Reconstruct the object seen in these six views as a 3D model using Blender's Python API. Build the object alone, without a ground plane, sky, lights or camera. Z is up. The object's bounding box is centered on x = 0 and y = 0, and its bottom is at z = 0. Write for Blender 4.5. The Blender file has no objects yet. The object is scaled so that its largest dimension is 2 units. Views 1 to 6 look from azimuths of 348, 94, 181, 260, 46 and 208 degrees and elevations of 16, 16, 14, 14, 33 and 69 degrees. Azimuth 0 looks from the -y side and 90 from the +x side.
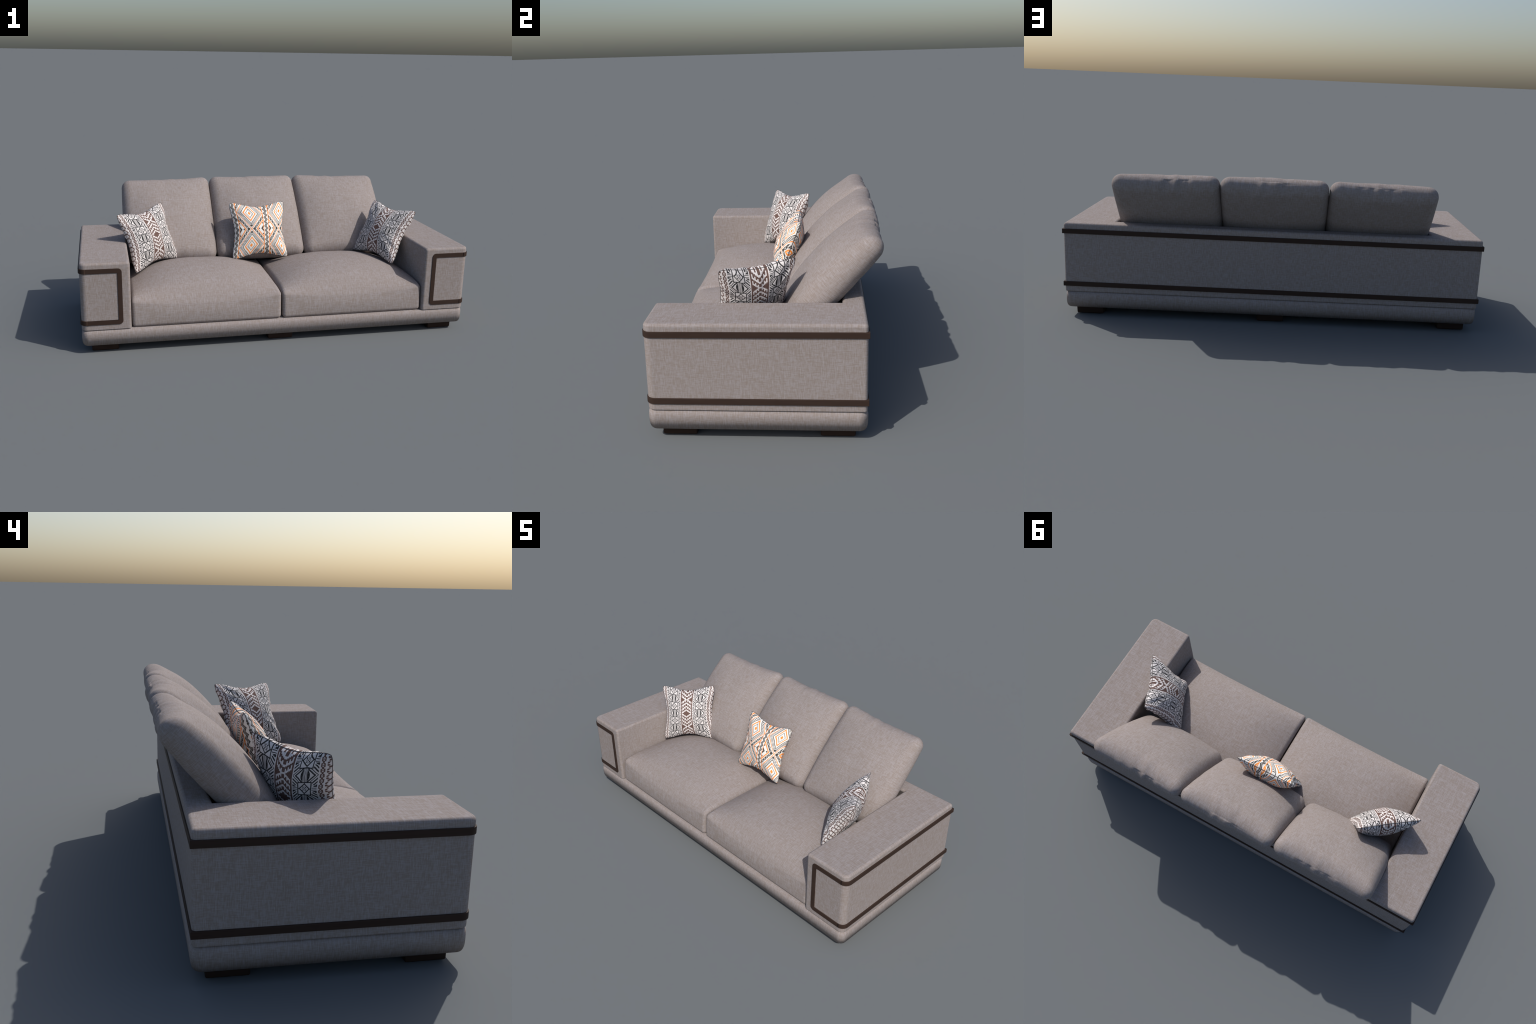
import bpy, bmesh, math
import numpy as np
from mathutils import Vector, Matrix, noise

# ------------------------------------------------------------------ helpers
col = bpy.context.scene.collection


def add_object(name, mesh, parent=None, mat=None, matrix=None):
    ob = bpy.data.objects.new(name, mesh)
    col.objects.link(ob)
    if mat is not None:
        mesh.materials.clear()
        mesh.materials.append(mat)
    if parent is not None:
        ob.parent = parent
    if matrix is not None:
        ob.matrix_world = matrix
    return ob


def weighted_normals(me):
    """Smooth shading in which the big flat faces keep their flat look."""
    acc = [Vector((0, 0, 0)) for _ in me.vertices]
    for p in me.polygons:
        p.use_smooth = True
        for v in p.vertices:
            acc[v] += p.normal * p.area
    normals = [n.normalized() if n.length > 0 else Vector((0, 0, 1)) for n in acc]
    me.normals_split_custom_set_from_vertices(normals)
    return normals


def bm_to_mesh(bm, name):
    me = bpy.data.meshes.new(name)
    bmesh.ops.recalc_face_normals(bm, faces=bm.faces)
    bm.to_mesh(me)
    bm.free()
    return me


def extrude_outline(bm, pts, z0, z1):
    lo = [bm.verts.new((x, y, z0)) for x, y in pts]
    hi = [bm.verts.new((x, y, z1)) for x, y in pts]
    bm.faces.new(lo[::-1])
    bm.faces.new(hi)
    n = len(pts)
    for i in range(n):
        j = (i + 1) % n
        bm.faces.new((lo[i], lo[j], hi[j], hi[i]))


def bevel_edges(bm, test, offset, segments):
    edges = [e for e in bm.edges if len(e.link_faces) == 2 and test(e)]
    bmesh.ops.bevel(bm, geom=edges, offset=offset, offset_type='OFFSET', segments=segments,
                    profile=0.5, affect='EDGES', clamp_overlap=True)


def sharp(e, deg=30):
    return e.calc_face_angle(0) > math.radians(deg)


def vertical(e):
    d = (e.verts[0].co - e.verts[1].co)
    return abs(d.z) > 0.9 * d.length


# ------------------------------------------------------------------ node maths
class V:
    """A number in a shader graph; operators add Math nodes."""
    tree = None

    def __init__(self, s):
        self.s = s

    @staticmethod
    def op(kind, *args):
        nd = V.tree.nodes.new('ShaderNodeMath')
        nd.operation = kind
        for i, a in enumerate(args):
            if isinstance(a, V):
                V.tree.links.new(a.s, nd.inputs[i])
            else:
                nd.inputs[i].default_value = float(a)
        return V(nd.outputs[0])

    def __add__(a, b): return V.op('ADD', a, b)
    def __radd__(a, b): return V.op('ADD', b, a)
    def __sub__(a, b): return V.op('SUBTRACT', a, b)
    def __rsub__(a, b): return V.op('SUBTRACT', b, a)
    def __mul__(a, b): return V.op('MULTIPLY', a, b)
    def __rmul__(a, b): return V.op('MULTIPLY', b, a)
    def __truediv__(a, b): return V.op('DIVIDE', a, b)
    def __lt__(a, b): return V.op('LESS_THAN', a, b)
    def __gt__(a, b): return V.op('GREATER_THAN', a, b)
    def __and__(a, b): return V.op('MULTIPLY', a, b)
    def __or__(a, b): return V.op('MAXIMUM', a, b)


def vabs(a): return V.op('ABSOLUTE', a)
def vfloor(a): return V.op('FLOOR', a)
def vfract(a): return V.op('FRACT', a)
def vmin(a, b): return V.op('MINIMUM', a, b)
def vmax(a, b): return V.op('MAXIMUM', a, b)
def vnot(a): return 1.0 - a
def near(a, c, h): return vabs(a - c) < h
def between(a, lo, hi): return (a > lo) & (a < hi)
def tri(a, period): return vabs(vfract(a / period) - 0.5) * 2.0      # 1 at 0, 0 at half
def centred(a, period): return (vfract(a / period + 0.5) - 0.5) * period


def new_material(name):
    m = bpy.data.materials.new(name)
    m.use_nodes = True
    t = m.node_tree
    V.tree = t
    return m, t, t.nodes['Principled BSDF']


def object_coords(t):
    tc = t.nodes.new('ShaderNodeTexCoord')
    sep = t.nodes.new('ShaderNodeSeparateXYZ')
    t.links.new(tc.outputs['Object'], sep.inputs[0])
    return tc.outputs['Object'], V(sep.outputs[0]), V(sep.outputs[1]), V(sep.outputs[2])


def noise_tex(t, coord, scale, detail=2.0, rough=0.5):
    mp = t.nodes.new('ShaderNodeMapping')
    mp.inputs['Scale'].default_value = scale
    t.links.new(coord, mp.inputs[0])
    nz = t.nodes.new('ShaderNodeTexNoise')
    nz.inputs['Scale'].default_value = 1.0
    nz.inputs['Detail'].default_value = detail
    nz.inputs['Roughness'].default_value = rough
    t.links.new(mp.outputs[0], nz.inputs['Vector'])
    return V(nz.outputs[0])


def mix(t, fac, a, b):
    nd = t.nodes.new('ShaderNodeMix')
    nd.data_type = 'RGBA'
    for sock, val in ((nd.inputs[0], fac), (nd.inputs[6], a), (nd.inputs[7], b)):
        if isinstance(val, V):
            t.links.new(val.s, sock)
        elif hasattr(val, 'is_output'):
            t.links.new(val, sock)
        elif isinstance(val, tuple):
            sock.default_value = (*val, 1.0)
        else:
            sock.default_value = val
    return nd.outputs[2]


def ramp01(a, lo, hi):
    nd = V.tree.nodes.new('ShaderNodeMapRange')
    V.tree.links.new(a.s, nd.inputs[0])
    nd.inputs[1].default_value = lo
    nd.inputs[2].default_value = hi
    return V(nd.outputs[0])


# ------------------------------------------------------------------ materials
FABRIC_WARM = (0.248, 0.208, 0.188)
FABRIC_COOL = (0.300, 0.270, 0.268)
FABRIC_PALE = (0.390, 0.360, 0.362)


def upholstery():
    m, t, bsdf = new_material('woven_upholstery')
    co, x, y, z = object_coords(t)
    tc = t.nodes.new('ShaderNodeTexCoord')
    sep = t.nodes.new('ShaderNodeSeparateXYZ')
    t.links.new(tc.outputs['Normal'], sep.inputs[0])
    wx, wy, wz = [vmax(1.0 - V(sep.outputs[k]) * V(sep.outputs[k]) * 1.15, 0.0) for k in range(3)]
    wz = wz * 0.8                             # upright threads show a little more
    f, s = 340.0, 36.0                       # across / along a thread
    nx = noise_tex(t, co, (f, s, s), 3, 0.6)
    ny = noise_tex(t, co, (s, f, s), 3, 0.6)
    nz = noise_tex(t, co, (s, s, f), 3, 0.6)
    blot = noise_tex(t, co, (120, 120, 120), 3, 0.65)
    # threads that run across the surface only; two of the three sets show on any face
    weave = (nx * wx + ny * wy + nz * wz) / (wx + wy + wz)
    cool = ramp01(weave * 0.86 + blot * 0.14, 0.43, 0.57)
    c = mix(t, cool, FABRIC_WARM, FABRIC_COOL)
    slub = vmax(vmax((nx - 0.5) * wx, (ny - 0.5) * wy), (nz - 0.5) * wz)
    c = mix(t, ramp01(slub, 0.13, 0.28) * 0.65, c, FABRIC_PALE)
    t.links.new(c, bsdf.inputs['Base Color'])
    bsdf.inputs['Roughness'].default_value = 0.95
    bsdf.inputs['Specular IOR Level'].default_value = 0.08
    bp = t.nodes.new('ShaderNodeBump')
    bp.inputs['Strength'].default_value = 0.2
    bp.inputs['Distance'].default_value = 0.001
    t.links.new(weave.s, bp.inputs['Height'])
    t.links.new(bp.outputs[0], bsdf.inputs['Normal'])
    return m


def dark_wood(name, a, b, rough):
    m, t, bsdf = new_material(name)
    co, x, y, z = object_coords(t)
    n = noise_tex(t, co, (9, 9, 120), 3, 0.6)
    t.links.new(mix(t, ramp01(n, 0.3, 0.7), a, b), bsdf.inputs['Base Color'])
    bsdf.inputs['Roughness'].default_value = rough
    bsdf.inputs['Specular IOR Level'].default_value = 0.12
    return m


PILLOW_H = 0.154          # half side of a throw pillow
PINCH_X, PINCH_Y = 0.135, 0.175


def pinch(t):
    """How far a seam is drawn in along its length: nothing at the corners, most in the middle."""
    return (1 - t * t) ** 2


def pillow_st(x, y):
    """Cloth coordinates (-1..1 between seams) from the pillow's own x and y."""
    X, Y = x / PILLOW_H, y / PILLOW_H

    def drawn(amount, q):
        k = 1.0 - vmin(q * q, 1.0)
        return 1.0 - amount * (k * k)

    s = X / drawn(PINCH_X, Y)
    tt = Y / drawn(PINCH_Y, s)
    s = X / drawn(PINCH_X, tt)
    tt = Y / drawn(PINCH_Y, s)
    return s, tt


def finish_cloth(t, bsdf, colour, co):
    n = noise_tex(t, co, (260, 260, 260), 2)
    colour = mix(t, ramp01(n, 0.35, 0.65) * 0.10, colour, (0.45, 0.43, 0.43))
    t.links.new(colour, bsdf.inputs['Base Color'])
    bsdf.inputs['Roughness'].default_value = 0.9
    bsdf.inputs['Specular IOR Level'].default_value = 0.15


def ikat_cloth():
    """White cloth: brown stepped middle band, black flower columns, brown edge ornaments."""
    m, t, bsdf = new_material('black_brown_ikat_cloth')
    co, x, y, z = object_coords(t)
    s, tt = pillow_st(x, y)
    a = vabs(s)
    P = 0.606
    white, black, brown = (0.72, 0.68, 0.67), (0.020, 0.020, 0.022), (0.120, 0.066, 0.053)
    # --- flower columns (cell -1..1 both ways, row centre at fy = 0)
    fx = vabs((a - 0.535) / 0.27)
    fy = vabs(centred(tt - P / 2, P)) / (P / 2)
    g = 1.0 - fy
    box = (fx < 0.58) & (fy < 0.525)
    edge = box & ((fx > 0.490) | (fy > 0.445))
    dia = fx / 0.45 + fy / 0.41
    diamond = near(dia, 0.93, 0.14)
    ticks = box & (((fx < 0.04) & (fy > 0.37)) | ((fy < 0.035) & (fx > 0.40)))
    # eight small petals inside the diamond
    ax, ay = fx, fy * 1.08
    petal = near(ax, ay, 0.045) & between(ax, 0.05, 0.17)
    star = (between(ax + ay, 0.15, 0.235) & (vmin(ax, ay) < 0.045) & (vmin(ax, ay) > 0.012)) | (ax + ay < 0.055)
    inside = edge | (box & (diamond | ticks)) | petal | star
    out = vnot(box) & (fx < 1.0)
    lines_h = near(fy, 0.066, 0.024) & (fx > 0.60)
    wedge = (fx > 0.70) & between(fy, 0.14, 0.18 + vfloor((fx - 0.66) * 9.0) * 0.062)
    c = fx + g * 1.16
    rays = near(c, 0.775, 0.078) | near(c, 1.005, 0.042) | near(c, 1.27, 0.078) | near(c, 1.56, 0.070)
    rays = rays & ((g < 0.475) | (fx > 0.60)) & (fy > 0.26)
    lens = between(fx, 0.165, 0.385 - g * g * 1.05) & (g < 0.46)
    stems = (near(fx, 0.0, 0.026) | near(fx, 0.105, 0.018)) & (g < 0.475)
    flower = ((inside | (out & (lines_h | wedge | rays | lens | stems))) & (fx < 1.0)) & between(a, 0.25, 0.83)
    # --- stepped brown band
    bx = a / 0.205
    by = vabs(centred(tt, 2 * P)) / P
    q = vfloor(bx * 6.0)
    f = by + q * (0.25 / 6.0)
    ph = vfract((f - 0.215) / 0.25)
    odd = vfract(q * 0.5) * 2.0
    chev = ((ph < 0.33) | ((odd > 0.5) & (ph > 0.66) & (vabs(bx * 6.0 - q - 0.5) < 0.42))) & (f > 0.18) & (f < 1.09)
    ringside = between(bx, 0.84, 0.97) & (by < 0.14)
    band_white = (chev | ringside) & (bx < 0.98)
    band = (a < 0.242) & vnot(band_white)
    # --- edge ornaments
    ex = vabs(a - 0.875) / 0.042
    ey = tri(tt, 0.115)
    orn = (ex < 1.0) & (near(ex, ey, 0.33) | near(ex + ey, 1.45, 0.24) | ((ex < 0.18) & (ey > 0.8)))
    lx = (a - 0.945) / 0.055
    leaf = (lx > 0.0) & (near(lx, tri(tt, 0.15) * 0.9, 0.38)) & (tri(tt, 0.05) > 0.22)
    colour = mix(t, flower, white, black)
    colour = mix(t, band | orn | leaf, colour, brown)
    finish_cloth(t, bsdf, colour, co)
    return m


def lattice_cloth():
    """White cloth: orange and charcoal nested diamonds with a zigzag band."""
    m, t, bsdf = new_material('orange_lattice_cloth')
    co, x, y, z = object_coords(t)
    s, tt = pillow_st(x, y)
    white, orange, dark, grey = (0.80, 0.78, 0.745), (0.93, 0.285, 0.036), (0.055, 0.046, 0.039), (0.24, 0.225, 0.215)
    W, Hh = 1.10, 0.645
    s = s * (0.92 + 0.08 * (s * s * s * s))
    px = vabs(centred(s + 0.350, W))
    pyc = centred(tt - Hh, 2 * Hh)
    py = vabs(pyc)
    rho = px / 0.437 + py / Hh
    field = px < 0.455
    o = near(rho, 1.0, 0.030) | near(rho, 0.475, 0.048) | (rho < 0.115) | near(rho, 1.47, 0.052)
    hatch = between(rho, 0.735, 0.945) & (vfract(pyc / 0.045) < 0.46) & (px > 0.02)
    d = near(rho, 0.675, 0.030)
    thin = near(rho, 0.285, 0.030)
    # chain of triangles between the two orange lines
    along = (px / 0.437 - py / Hh) / 0.35
    ch = between(rho, 1.13, 1.36)
    k = (rho - 1.13) / 0.23
    chain = ch & (vfract(along + k) > 0.20) & (vfract(along - k + 0.08) > 0.09)
    tip = (near(px / 0.045 + vabs(py - 0.51) / 0.055, 0.0, 1.0)) | near(vabs(px - 0.092) / 0.046 + vabs(py - Hh) / 0.06, 0.0, 1.0)
    dot = near(vabs(px - 0.276) / 0.033 + vabs(py - Hh) / 0.042, 0.0, 1.0) | near(vabs(px - 0.430) / 0.03 + vabs(py - (Hh - 0.23)) / 0.04, 0.0, 1.0)
    chevron = between(rho, 1.80, 1.95) & (py > Hh - 0.135)
    darks = (d | chain | tip | dot | chevron) & field
    # zigzag band between two orange lines
    qx = (px - W / 2)
    lines = near(px, 0.455, 0.012) & (vabs(s) < 0.972)
    inner = px > 0.476
    side = centred(s + 0.350 - W / 2, W)
    zq = vabs(side - (tri(tt, 0.185) * 2.0 - 1.0) * 0.034)
    zigzag = between(zq, 0.005, 0.042) & inner
    colour = mix(t, hatch & field, white, dark)
    colour = mix(t, thin & field, colour, grey)
    colour = mix(t, darks | zigzag, colour, dark)
    colour = mix(t, (o & field) | lines, colour, orange)
    finish_cloth(t, bsdf, colour, co)
    return m


FABRIC = upholstery()
TRIM = dark_wood('dark_leather_strip', (0.036, 0.022, 0.017), (0.042, 0.026, 0.020), 0.6)
LEG = dark_wood('shadow_darkened_wood', (0.026, 0.015, 0.011), (0.034, 0.020, 0.015), 0.6)  # brown darkened to paint in the shadow under the plinth
PIPING = dark_wood('grey_cord', (0.085, 0.078, 0.078), (0.13, 0.12, 0.12), 0.9)
IKAT = ikat_cloth()
LATTICE = lattice_cloth()

# ------------------------------------------------------------------ sofa sizes
X_OUT, X_IN = 0.9945, 0.757
Y_FRONT, Y_BACK, Y_SLOT = -0.4385, 0.3645, 0.2794
Z_BASE0, Z_BASE1, Z_TOP = 0.0400, 0.1195, 0.458

sofa = bpy.data.objects.new('sofa', None)
col.objects.link(sofa)
sofa['label'] = 'three seat grey beige fabric sofa with dark brown trim'
sofa['category'] = 'sofa'


# ------------------------------------------------------------------ plinth
def plinth():
    """A padded roll: small top edge, full belly, then a long quarter turn under the sofa."""
    prof = [(Z_BASE1, 0.030), (Z_BASE1, 0.010), (Z_BASE1 - 0.0012, 0.0066), (Z_BASE1 - 0.004, 0.0040), (Z_BASE1 - 0.009, 0.0018), (Z_BASE1 - 0.016, 0.0004)]
    z_belly, drop, under = 0.094, 0.094 - Z_BASE0, 0.026
    for a in np.linspace(0, math.pi / 2, 14):
        c, d = math.cos(a) ** 0.55, math.sin(a) ** 0.55
        prof.append((z_belly - drop * d, under * (1 - c)))
    x1, y0, y1, rc, seg = 0.9955, -0.4410, 0.3680, 0.034, 8
    bm = bmesh.new()
    rings, normals = [], []
    for k, (z, inset) in enumerate(prof):
        if z > z_belly:
            tilt = math.radians(62) * min(1.0, (z - z_belly) / (Z_BASE1 - z_belly)) ** 1.6
        else:
            tilt = -math.radians(78) * ((z_belly - z) / drop) ** 1.25
        ring = []
        r = max(rc - inset, 0.004)
        for cx, cy, a0 in ((x1 - rc, y1 - rc, 0), (-x1 + rc, y1 - rc, 1), (-x1 + rc, y0 + rc, 2), (x1 - rc, y0 + rc, 3)):
            ix, iy = math.copysign(min(0, rc - inset - r), cx), math.copysign(min(0, rc - inset - r), cy)
            for a in np.linspace(a0 * math.pi / 2, (a0 + 1) * math.pi / 2, seg + 1):
                ring.append(bm.verts.new((cx + ix + r * math.cos(a), cy + iy + r * math.sin(a), z)))
                normals.append(Vector((math.cos(a) * math.cos(tilt), math.sin(a) * math.cos(tilt), math.sin(tilt))))
        rings.append(ring)
    n = len(rings[0])
    for a, b in zip(rings[:-1], rings[1:]):
        for i in range(n):
            j = (i + 1) % n
            bm.faces.new((a[i], a[j], b[j], b[i]))
    bm.faces.new(rings[0])
    bm.faces.new(rings[-1][::-1])
    me = bm_to_mesh(bm, 'plinth')
    for p in me.polygons:
        p.use_smooth = len(p.vertices) == 4
    # the padding shades as one continuous roll
    me.normals_split_custom_set_from_vertices(normals)
    add_object('plinth', me, sofa, FABRIC)


# ------------------------------------------------------------------ arms and back, one upholstered U
def frame():
    bm = bmesh.new()
    pts = [(-X_OUT, Y_FRONT), (-X_IN, Y_FRONT), (-X_IN, Y_SLOT), (X_IN, Y_SLOT), (X_IN, Y_FRONT),
           (X_OUT, Y_FRONT), (X_OUT, Y_BACK), (-X_OUT, Y_BACK)]
    extrude_outline(bm, pts, Z_BASE1 + 0.0008, Z_TOP)
    bm.normal_update()
    corner = lambda e, xs, ys: vertical(e) and abs(abs(e.verts[0].co.x) - xs) < 1e-4 and abs(e.verts[0].co.y - ys) < 1e-4
    bevel_edges(bm, lambda e: corner(e, X_OUT, Y_FRONT), 0.030, 7)
    bevel_edges(bm, lambda e: corner(e, X_IN, Y_FRONT) or corner(e, X_OUT, Y_BACK), 0.013, 5)
    bm.normal_update()
    bevel_edges(bm, lambda e: all(abs(v.co.z - Z_TOP) < 1e-5 for v in e.verts) and sharp(e), 0.013, 5)
    bm.normal_update()
    bevel_edges(bm, lambda e: all(v.co.z < Z_BASE1 + 0.002 for v in e.verts) and sharp(e), 0.006, 3)
    # loops along the arm / back borders, so that the parts share border vertices
    for xs in (-X_IN - 0.0005, X_IN + 0.0005):
        bmesh.ops.bisect_plane(bm, geom=bm.verts[:] + bm.edges[:] + bm.faces[:], plane_co=(xs, 0, 0), plane_no=(1, 0, 0), dist=1e-6)
    whole = bm_to_mesh(bm, 'frame_whole')
    normals = weighted_normals(whole)

    def part(name, keep):
        faces = [p for p in whole.polygons if keep(p.center.x)]
        used = sorted({v for p in faces for v in p.vertices})
        idx = {v: i for i, v in enumerate(used)}
        me = bpy.data.meshes.new(name)
        me.from_pydata([whole.vertices[v].co[:] for v in used], [], [[idx[v] for v in p.vertices] for p in faces])
        for p in me.polygons:
            p.use_smooth = True
        me.normals_split_custom_set_from_vertices([normals[v] for v in used])
        add_object(name, me, sofa, FABRIC)

    lim = X_IN + 0.0005
    part('armrest', lambda x: x < -lim)
    part('armrest', lambda x: x > lim)
    part('back_frame', lambda x: -lim <= x <= lim)


# ------------------------------------------------------------------ dark strips
def trims():
    gap, thick, h = 0.0, 0.0065, 0.0225
    xo, yf, yb = 0.9997, -0.4418, 0.3690
    r = 0.034
    xs = xo - r                                   # where the front piece ends and the band begins
    levels = (0.4075, 0.1490)
    for z0 in levels:
        bm = bmesh.new()
        arc = [(xs + r * math.sin(a), yf + r - r * math.cos(a)) for a in np.linspace(0, math.pi / 2, 9)]
        outer = arc + [(xo, yb)]
        ri = r - 0.010
        arci = [(xs + ri * math.sin(a), yf + r - ri * math.cos(a)) for a in np.linspace(0, math.pi / 2, 9)]
        inner = arci + [(xo - 0.010, yb - 0.010)]
        mirror = lambda L: [(-x, y) for x, y in L[::-1]]
        o, i = outer + mirror(outer), inner + mirror(inner)
        ring = []
        for (ax, ay), (bx, by) in zip(o, i):
            ring.append([bm.verts.new(c) for c in ((ax, ay, z0), (ax, ay, z0 + h), (bx, by, z0 + h), (bx, by, z0))])
        for a, b in zip(ring[:-1], ring[1:]):
            for k in range(4):
                bm.faces.new((a[k], a[(k + 1) % 4], b[(k + 1) % 4], b[k]))
        bm.faces.new(ring[0])
        bm.faces.new(ring[-1][::-1])
        bm.normal_update()
        bevel_edges(bm, lambda e: sharp(e, 60) and not all(abs(abs(v.co.x) - xs) < 1e-5 for v in e.verts), 0.0012, 2)
        me = bm_to_mesh(bm, 'trim_strip')
        weighted_normals(me)
        add_object('trim_strip', me, sofa, TRIM)
    # front bracket joining the two bands on each arm: rounded outside, square inside
    x0, zt, zb, w, R = 0.796, levels[0] + h, levels[1], 0.0220, 0.019
    for side in (-1, 1):
        top = [(x0 + R - R * math.sin(a), zt - R + R * math.cos(a)) for a in np.linspace(0, math.pi / 2, 8)]
        bot = [(x0 + R - R * math.cos(a), zb + R - R * math.sin(a)) for a in np.linspace(0, math.pi / 2, 8)]
        out = [(xs, zt)] + top + bot + [(xs, zb), (xs, zb + h), (x0 + w, zb + h), (x0 + w, zt - h), (xs, zt - h)]
        bm = bmesh.new()
        fr = [bm.verts.new((side * x, yf, z)) for x, z in out]
        bk = [bm.verts.new((side * x, yf + 0.010, z)) for x, z in out]
        bm.faces.new(fr)
        bm.faces.new(bk[::-1])
        for k in range(len(out)):
            j = (k + 1) % len(out)
            bm.faces.new((fr[k], bk[k], bk[j], fr[j]))
        bm.normal_update()
        bmesh.ops.recalc_face_normals(bm, faces=bm.faces)
        bevel_edges(bm, lambda e: sharp(e, 60) and all(abs(v.co.y - yf) < 1e-5 for v in e.verts)
                    and not all(abs(abs(v.co.x) - xs) < 1e-5 for v in e.verts), 0.0012, 2)
        me = bm_to_mesh(bm, 'trim_bracket')
        weighted_normals(me)
        add_object('trim_bracket', me, sofa, TRIM)


# ------------------------------------------------------------------ legs
def legs():
    bm = bmesh.new()
    hw = 0.0655
    lo = [bm.verts.new((sx * (hw - 0.001), sy * (hw - 0.001), 0)) for sx, sy in ((-1, -1), (1, -1), (1, 1), (-1, 1))]
    hi = [bm.verts.new((v.co.x * 1.02, v.co.y * 1.02, 0.055)) for v in lo]
    bm.faces.new(lo[::-1])
    bm.faces.new(hi)
    for i in range(4):
        bm.faces.new((lo[i], lo[(i + 1) % 4], hi[(i + 1) % 4], hi[i]))
    bm.normal_update()
    bevel_edges(bm, lambda e: True, 0.006, 3)
    me = bm_to_mesh(bm, 'leg')
    weighted_normals(me)
    me.materials.append(LEG)
    first = None
    for x in (-0.886, 0.0, 0.886):
        for y in (-0.331, 0.260):
            ob = bpy.data.objects.new('leg', me) if first is None else first.copy()
            first = first or ob
            col.objects.link(ob)
            ob.parent = sofa
            ob.location = (x, y, 0)


# ------------------------------------------------------------------ soft cushions
def axis_samples(half, r, inner, outer=6):
    a = np.tan(np.linspace(math.pi / 4, 0, outer + 1))[:-1] * r        # even angles over the roll
    lo = -half + r - a
    mid = np.linspace(-half + r, half - r, inner + 1)
    return np.concatenate([lo, mid, -lo[::-1]])


def soft_box(half, r, inner):
    """Points and quads of a box with rounded edges, dense enough to shape further."""
    ax = [axis_samples(half[k], r, inner[k]) for k in range(3)]
    n = [len(a) for a in ax]
    index, pts, quads = {}, [], []

    def vid(i, j, k):
        key = (i, j, k)
        if key not in index:
            index[key] = len(pts)
            pts.append((ax[0][i], ax[1][j], ax[2][k]))
        return index[key]

    for d in range(3):
        u, v = [k for k in range(3) if k != d]
        for end in (0, n[d] - 1):
            for i in range(n[u] - 1):
                for j in range(n[v] - 1):
                    q = []
                    for di, dj in ((0, 0), (1, 0), (1, 1), (0, 1)):
                        c = [0, 0, 0]
                        c[d], c[u], c[v] = end, i + di, j + dj
                        q.append(vid(*c))
                    quads.append(q)
    p = np.array(pts)
    h = np.array(half)
    core = np.clip(p, -(h - r), h - r)
    dirs = p - core
    dirs /= np.linalg.norm(dirs, axis=1)[:, None]
    return core + r * dirs, quads


def cushion_mesh(name, pts, quads):
    bm = bmesh.new()
    vs = [bm.verts.new(c) for c in pts]
    for q in quads:
        bm.faces.new([vs[i] for i in q])
    me = bm_to_mesh(bm, name)
    for p in me.polygons:
        p.use_smooth = True
    return me


def fbm(x, y, z, oct=3):
    return noise.fractal(Vector((x, y, z)), 1.0, 2.0, oct)


def seat_cushions():
    hx, y0, y1, z0, z1 = 0.3745, -0.4275, 0.270, Z_BASE1 + 0.001, 0.268
    hy, hz = (y1 - y0) / 2, (z1 - z0) / 2
    pts0, quads = soft_box((hx, hy, hz), 0.018, (64, 90, 12))
    for side in (-1, 1):
        cx, cy, cz = side * 0.3785, (y0 + y1) / 2, (z0 + z1) / 2
        out = []
        for px, py, pz in pts0:
            x, y, z = px, py + cy, pz + cz
            u = abs(px) / hx
            w = max(0.0, min(1.0, (pz + hz) / (2 * hz)))
            v = (y + 0.115) / (0.3145 if y < -0.115 else 0.295)
            fu = max(0.0, 1 - u ** 2.5)
            fv = max(0.0, 1 - abs(v) ** (2.3 if v < 0 else 2.0))
            z += 0.089 * fu * fv * w ** 3
            # front face: leans back a little towards the top, slightly full in the middle
            front = max(0.0, 1 - (y - y0) / 0.08)
            y += front * (0.012 * w ** 1.5 - 0.006 * fu * math.sin(math.pi * min(1, w)))
            roll = max(0.0, 1 - (y - y0) / 0.10)
            z -= (0.014 + 0.026 * fu) * roll ** 2 * w ** 2
            z += 0.0016 * fbm(x * 7 + 9 * side, y * 7, 3.3) * w
            out.append((x, y - cy, z - cz))
        me = cushion_mesh('seat_cushion', out, quads)
        add_object('seat_cushion', me, sofa, FABRIC, Matrix.Translation((cx, cy, cz)))


LEAN = math.radians(47.0)


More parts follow.
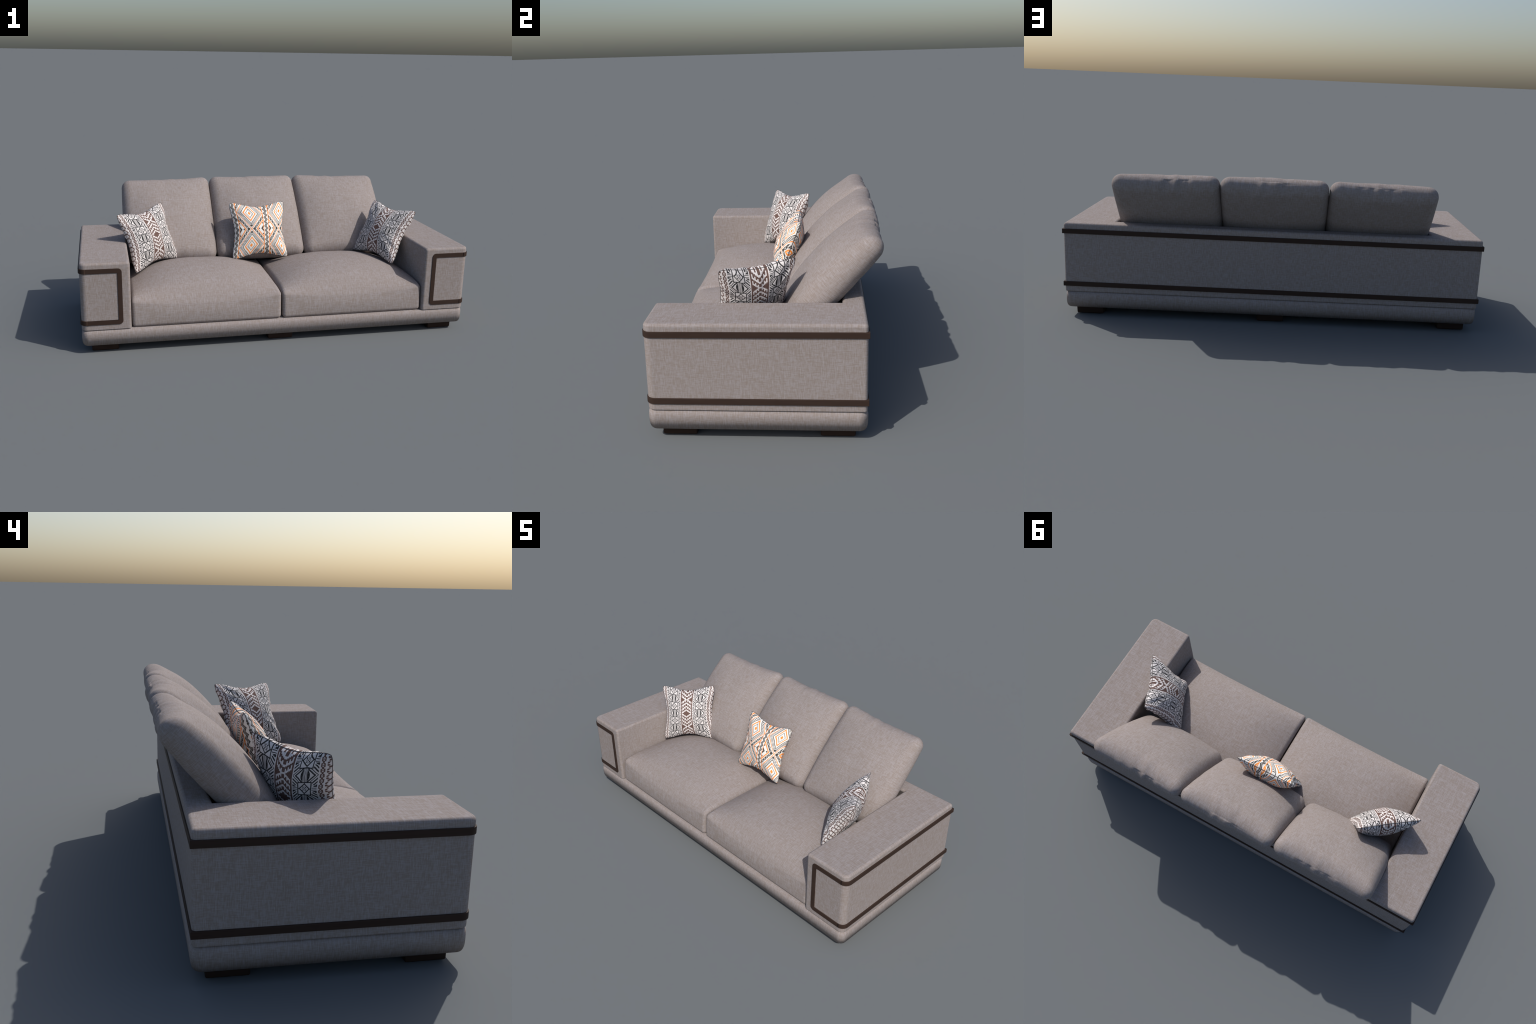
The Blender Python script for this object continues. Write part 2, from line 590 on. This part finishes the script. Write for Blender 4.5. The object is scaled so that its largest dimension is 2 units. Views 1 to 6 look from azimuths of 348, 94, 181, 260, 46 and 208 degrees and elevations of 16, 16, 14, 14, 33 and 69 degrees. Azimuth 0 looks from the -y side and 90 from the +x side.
def back_cushions():
    hx, hy, r = 0.2495, 0.269, 0.046
    pts0, quads = soft_box((hx, hy, r + 0.003), r, (84, 90, 2))
    d = Vector((0, math.cos(LEAN), math.sin(LEAN)))
    f = Vector((0, -math.sin(LEAN), math.cos(LEAN)))
    origin = Vector((0, 0.075, 0.33)) + d * 0.239 - f * 0.006
    rot = Matrix((Vector((1, 0, 0)), d, f)).transposed().to_4x4()
    for k, cx in enumerate((-0.5070, -0.0015, 0.5015)):
        seed = 17.3 * (k + 1)
        out = []
        for x, y, z in pts0:
            u, v = x / hx, y / hy
            fu = max(0.0, 1 - abs(u) ** 2.4)
            fv = max(0.0, 1 - abs(v) ** 2.2)
            front = z > 0
            bulge = (0.056 if front else 0.015) * fu * fv ** 0.85
            zn = z / (r + 0.003)
            edge = max(abs(u), abs(v))
            # gathers: a few uneven folds that run up to the top seam
            top = max(0.0, (v - 0.50) / 0.50)
            mid = math.exp(-((u + 0.14 * math.sin(seed)) / 0.42) ** 2)
            wx = x + 0.35 * y + 0.03 * noise.noise(Vector((x * 9, y * 9, seed)))
            fold = noise.noise(Vector((wx * 17 + seed, y * 8, 0.5))) + 0.5 * noise.noise(Vector((wx * 37 - seed, y * 14, 2.5)))
            g = 0.0170 * fold * mid * top ** 1.0 * (1.0 if not front else 0.4)
            # side dents, softer and fewer
            sd = max(0.0, (abs(u) - 0.6) / 0.4)
            g += 0.006 * noise.noise(Vector((y * 17 + seed * 2, x * 5, 4.0))) * sd * math.exp(-((v - 0.05) / 0.45) ** 2)
            bt = max(0.0, (-v - 0.55) / 0.45)
            g += 0.006 * noise.noise(Vector((x * 22 - seed, y * 8, 9.0))) * bt * math.exp(-((u - 0.25) / 0.3) ** 2)
            g += 0.0022 * fbm(x * 6 + seed, y * 6, z * 6, 2)
            zz = z + math.copysign(1, zn) * min(1, abs(zn) * 1.6) * bulge + zn * g * 1.0
            zz *= 1 - 0.20 * max(0.0, v) ** 3
            outer = 0.5 + 0.5 * math.copysign(u, x * cx) if k != 1 else 0.0      # outer corners sag
            yy = y - 0.016 * outer * (0.5 + 0.5 * v) + 0.6 * g * top + 0.010 * max(0.0, v) ** 2 * (u * u - 0.55)
            xx = x * (1 + 0.021 * max(0.0, 1 - v * v) * min(1.0, abs(u) * 1.5))
            out.append((xx, yy, zz))
        me = cushion_mesh('back_cushion', out, quads)
        m = rot.copy()
        m.translation = origin + Vector((cx, 0, 0)) + d * (0.004, 0.005, 0.006)[k]
        add_object('back_cushion', me, sofa, FABRIC, m)


# ------------------------------------------------------------------ throw pillows
def pillow_mesh(name, seed, thick=0.066, n=72):
    par = np.sin(np.linspace(-math.pi / 2, math.pi / 2, n + 1))
    par = 0.72 * par + 0.28 * np.linspace(-1, 1, n + 1)
    pts, idx, quads = [], {}, []

    def vid(i, j, side):
        if i in (0, n) or j in (0, n):
            side = 0
        key = (i, j, side)
        if key not in idx:
            s, t = par[i], par[j]
            x = PILLOW_H * s * (1 - PINCH_X * pinch(t))
            y = PILLOW_H * t * (1 - PINCH_Y * pinch(s))
            k = 1.005 - 0.030 * (abs(s) * abs(t)) ** 10           # blunt corners
            e = (1 - s * s) * (1 - t * t)
            prof = e ** 0.5 * (0.86 + 0.14 * e)
            ang = math.atan2(t, s)
            rim = (1 - e) ** 2 * e ** 0.25
            pleat = fbm(math.cos(ang) * 5 + seed, math.sin(ang) * 5, side * 3.0, 2)
            w = 0.016 * rim * pleat + 0.003 * fbm(s * 2.5 + seed, t * 2.5, side * 7.0, 2) * min(1, e * 4)
            z = side * (thick * prof + w)
            idx[key] = len(pts)
            pts.append((x * k, y * k, z))
        return idx[key]

    for side in (-1, 1):
        for i in range(n):
            for j in range(n):
                quads.append([vid(i, j, side), vid(i + 1, j, side), vid(i + 1, j + 1, side), vid(i, j + 1, side)])
    return cushion_mesh(name, pts, quads)


def piping_mesh(name, n=120, rad=0.0014, ring=8):
    """Thin cord along the seam of a pillow."""
    par = np.sin(np.linspace(-math.pi / 2, math.pi / 2, n // 4 + 1))[:-1]
    st = [(p, -1) for p in par] + [(1, p) for p in par] + [(-p, 1) for p in par] + [(-1, -p) for p in par]
    path = []
    for s, t in st:
        k = 1.005 - 0.030 * (abs(s) * abs(t)) ** 10
        path.append(Vector((k * PILLOW_H * s * (1 - PINCH_X * pinch(t)), k * PILLOW_H * t * (1 - PINCH_Y * pinch(s)), 0)))
    bm = bmesh.new()
    rings = []
    for i, c in enumerate(path):
        tan = (path[(i + 1) % len(path)] - path[i - 1]).normalized()
        side = Vector((tan.y, -tan.x, 0))
        rings.append([bm.verts.new(c + side * rad * math.cos(a) + Vector((0, 0, rad * math.sin(a))))
                      for a in np.linspace(0, 2 * math.pi, ring, endpoint=False)])
    for i in range(len(rings)):
        a, b = rings[i], rings[(i + 1) % len(rings)]
        for j in range(ring):
            bm.faces.new((a[j], a[(j + 1) % ring], b[(j + 1) % ring], b[j]))
    me = bm_to_mesh(bm, name)
    for p in me.polygons:
        p.use_smooth = True
    return me


def place_pillow(name, label, mat, centre, right, up, seed, scale=1.0):
    right = Vector(right).normalized()
    up = Vector(up)
    up = (up - right * up.dot(right)).normalized()
    m = Matrix((right * scale, up * scale, right.cross(up) * scale)).transposed().to_4x4()
    m.translation = Vector(centre)
    ob = add_object(name, pillow_mesh(name, seed), None, mat, m)
    ob['label'] = label
    ob['category'] = 'throw pillow'
    cord = add_object('seam_piping', piping_mesh('seam_piping'), None, PIPING)
    cord.parent = ob


plinth()
frame()
trims()
legs()
seat_cushions()
back_cushions()
place_pillow('throw_pillow', 'square pillow with black flowers and brown stepped band', IKAT,
             (-0.6359, -0.0013, 0.4666), (0.7825, 0.6187, 0.0701), (-0.2709, 0.2514, 0.9292), 3.1, 1.03)
place_pillow('throw_pillow', 'square white pillow with orange and black diamond lattice', LATTICE,
             (-0.0278, 0.0432, 0.4718), (0.999, 0.034, 0.0), (-0.010, 0.364, 0.931), 8.7, 1.018)
place_pillow('throw_pillow', 'square pillow with black flowers and brown stepped band', IKAT,
             (0.6675, -0.0655, 0.4667), (0.426, -0.904, -0.046), (0.447, 0.167, 0.879), 5.4, 1.02)
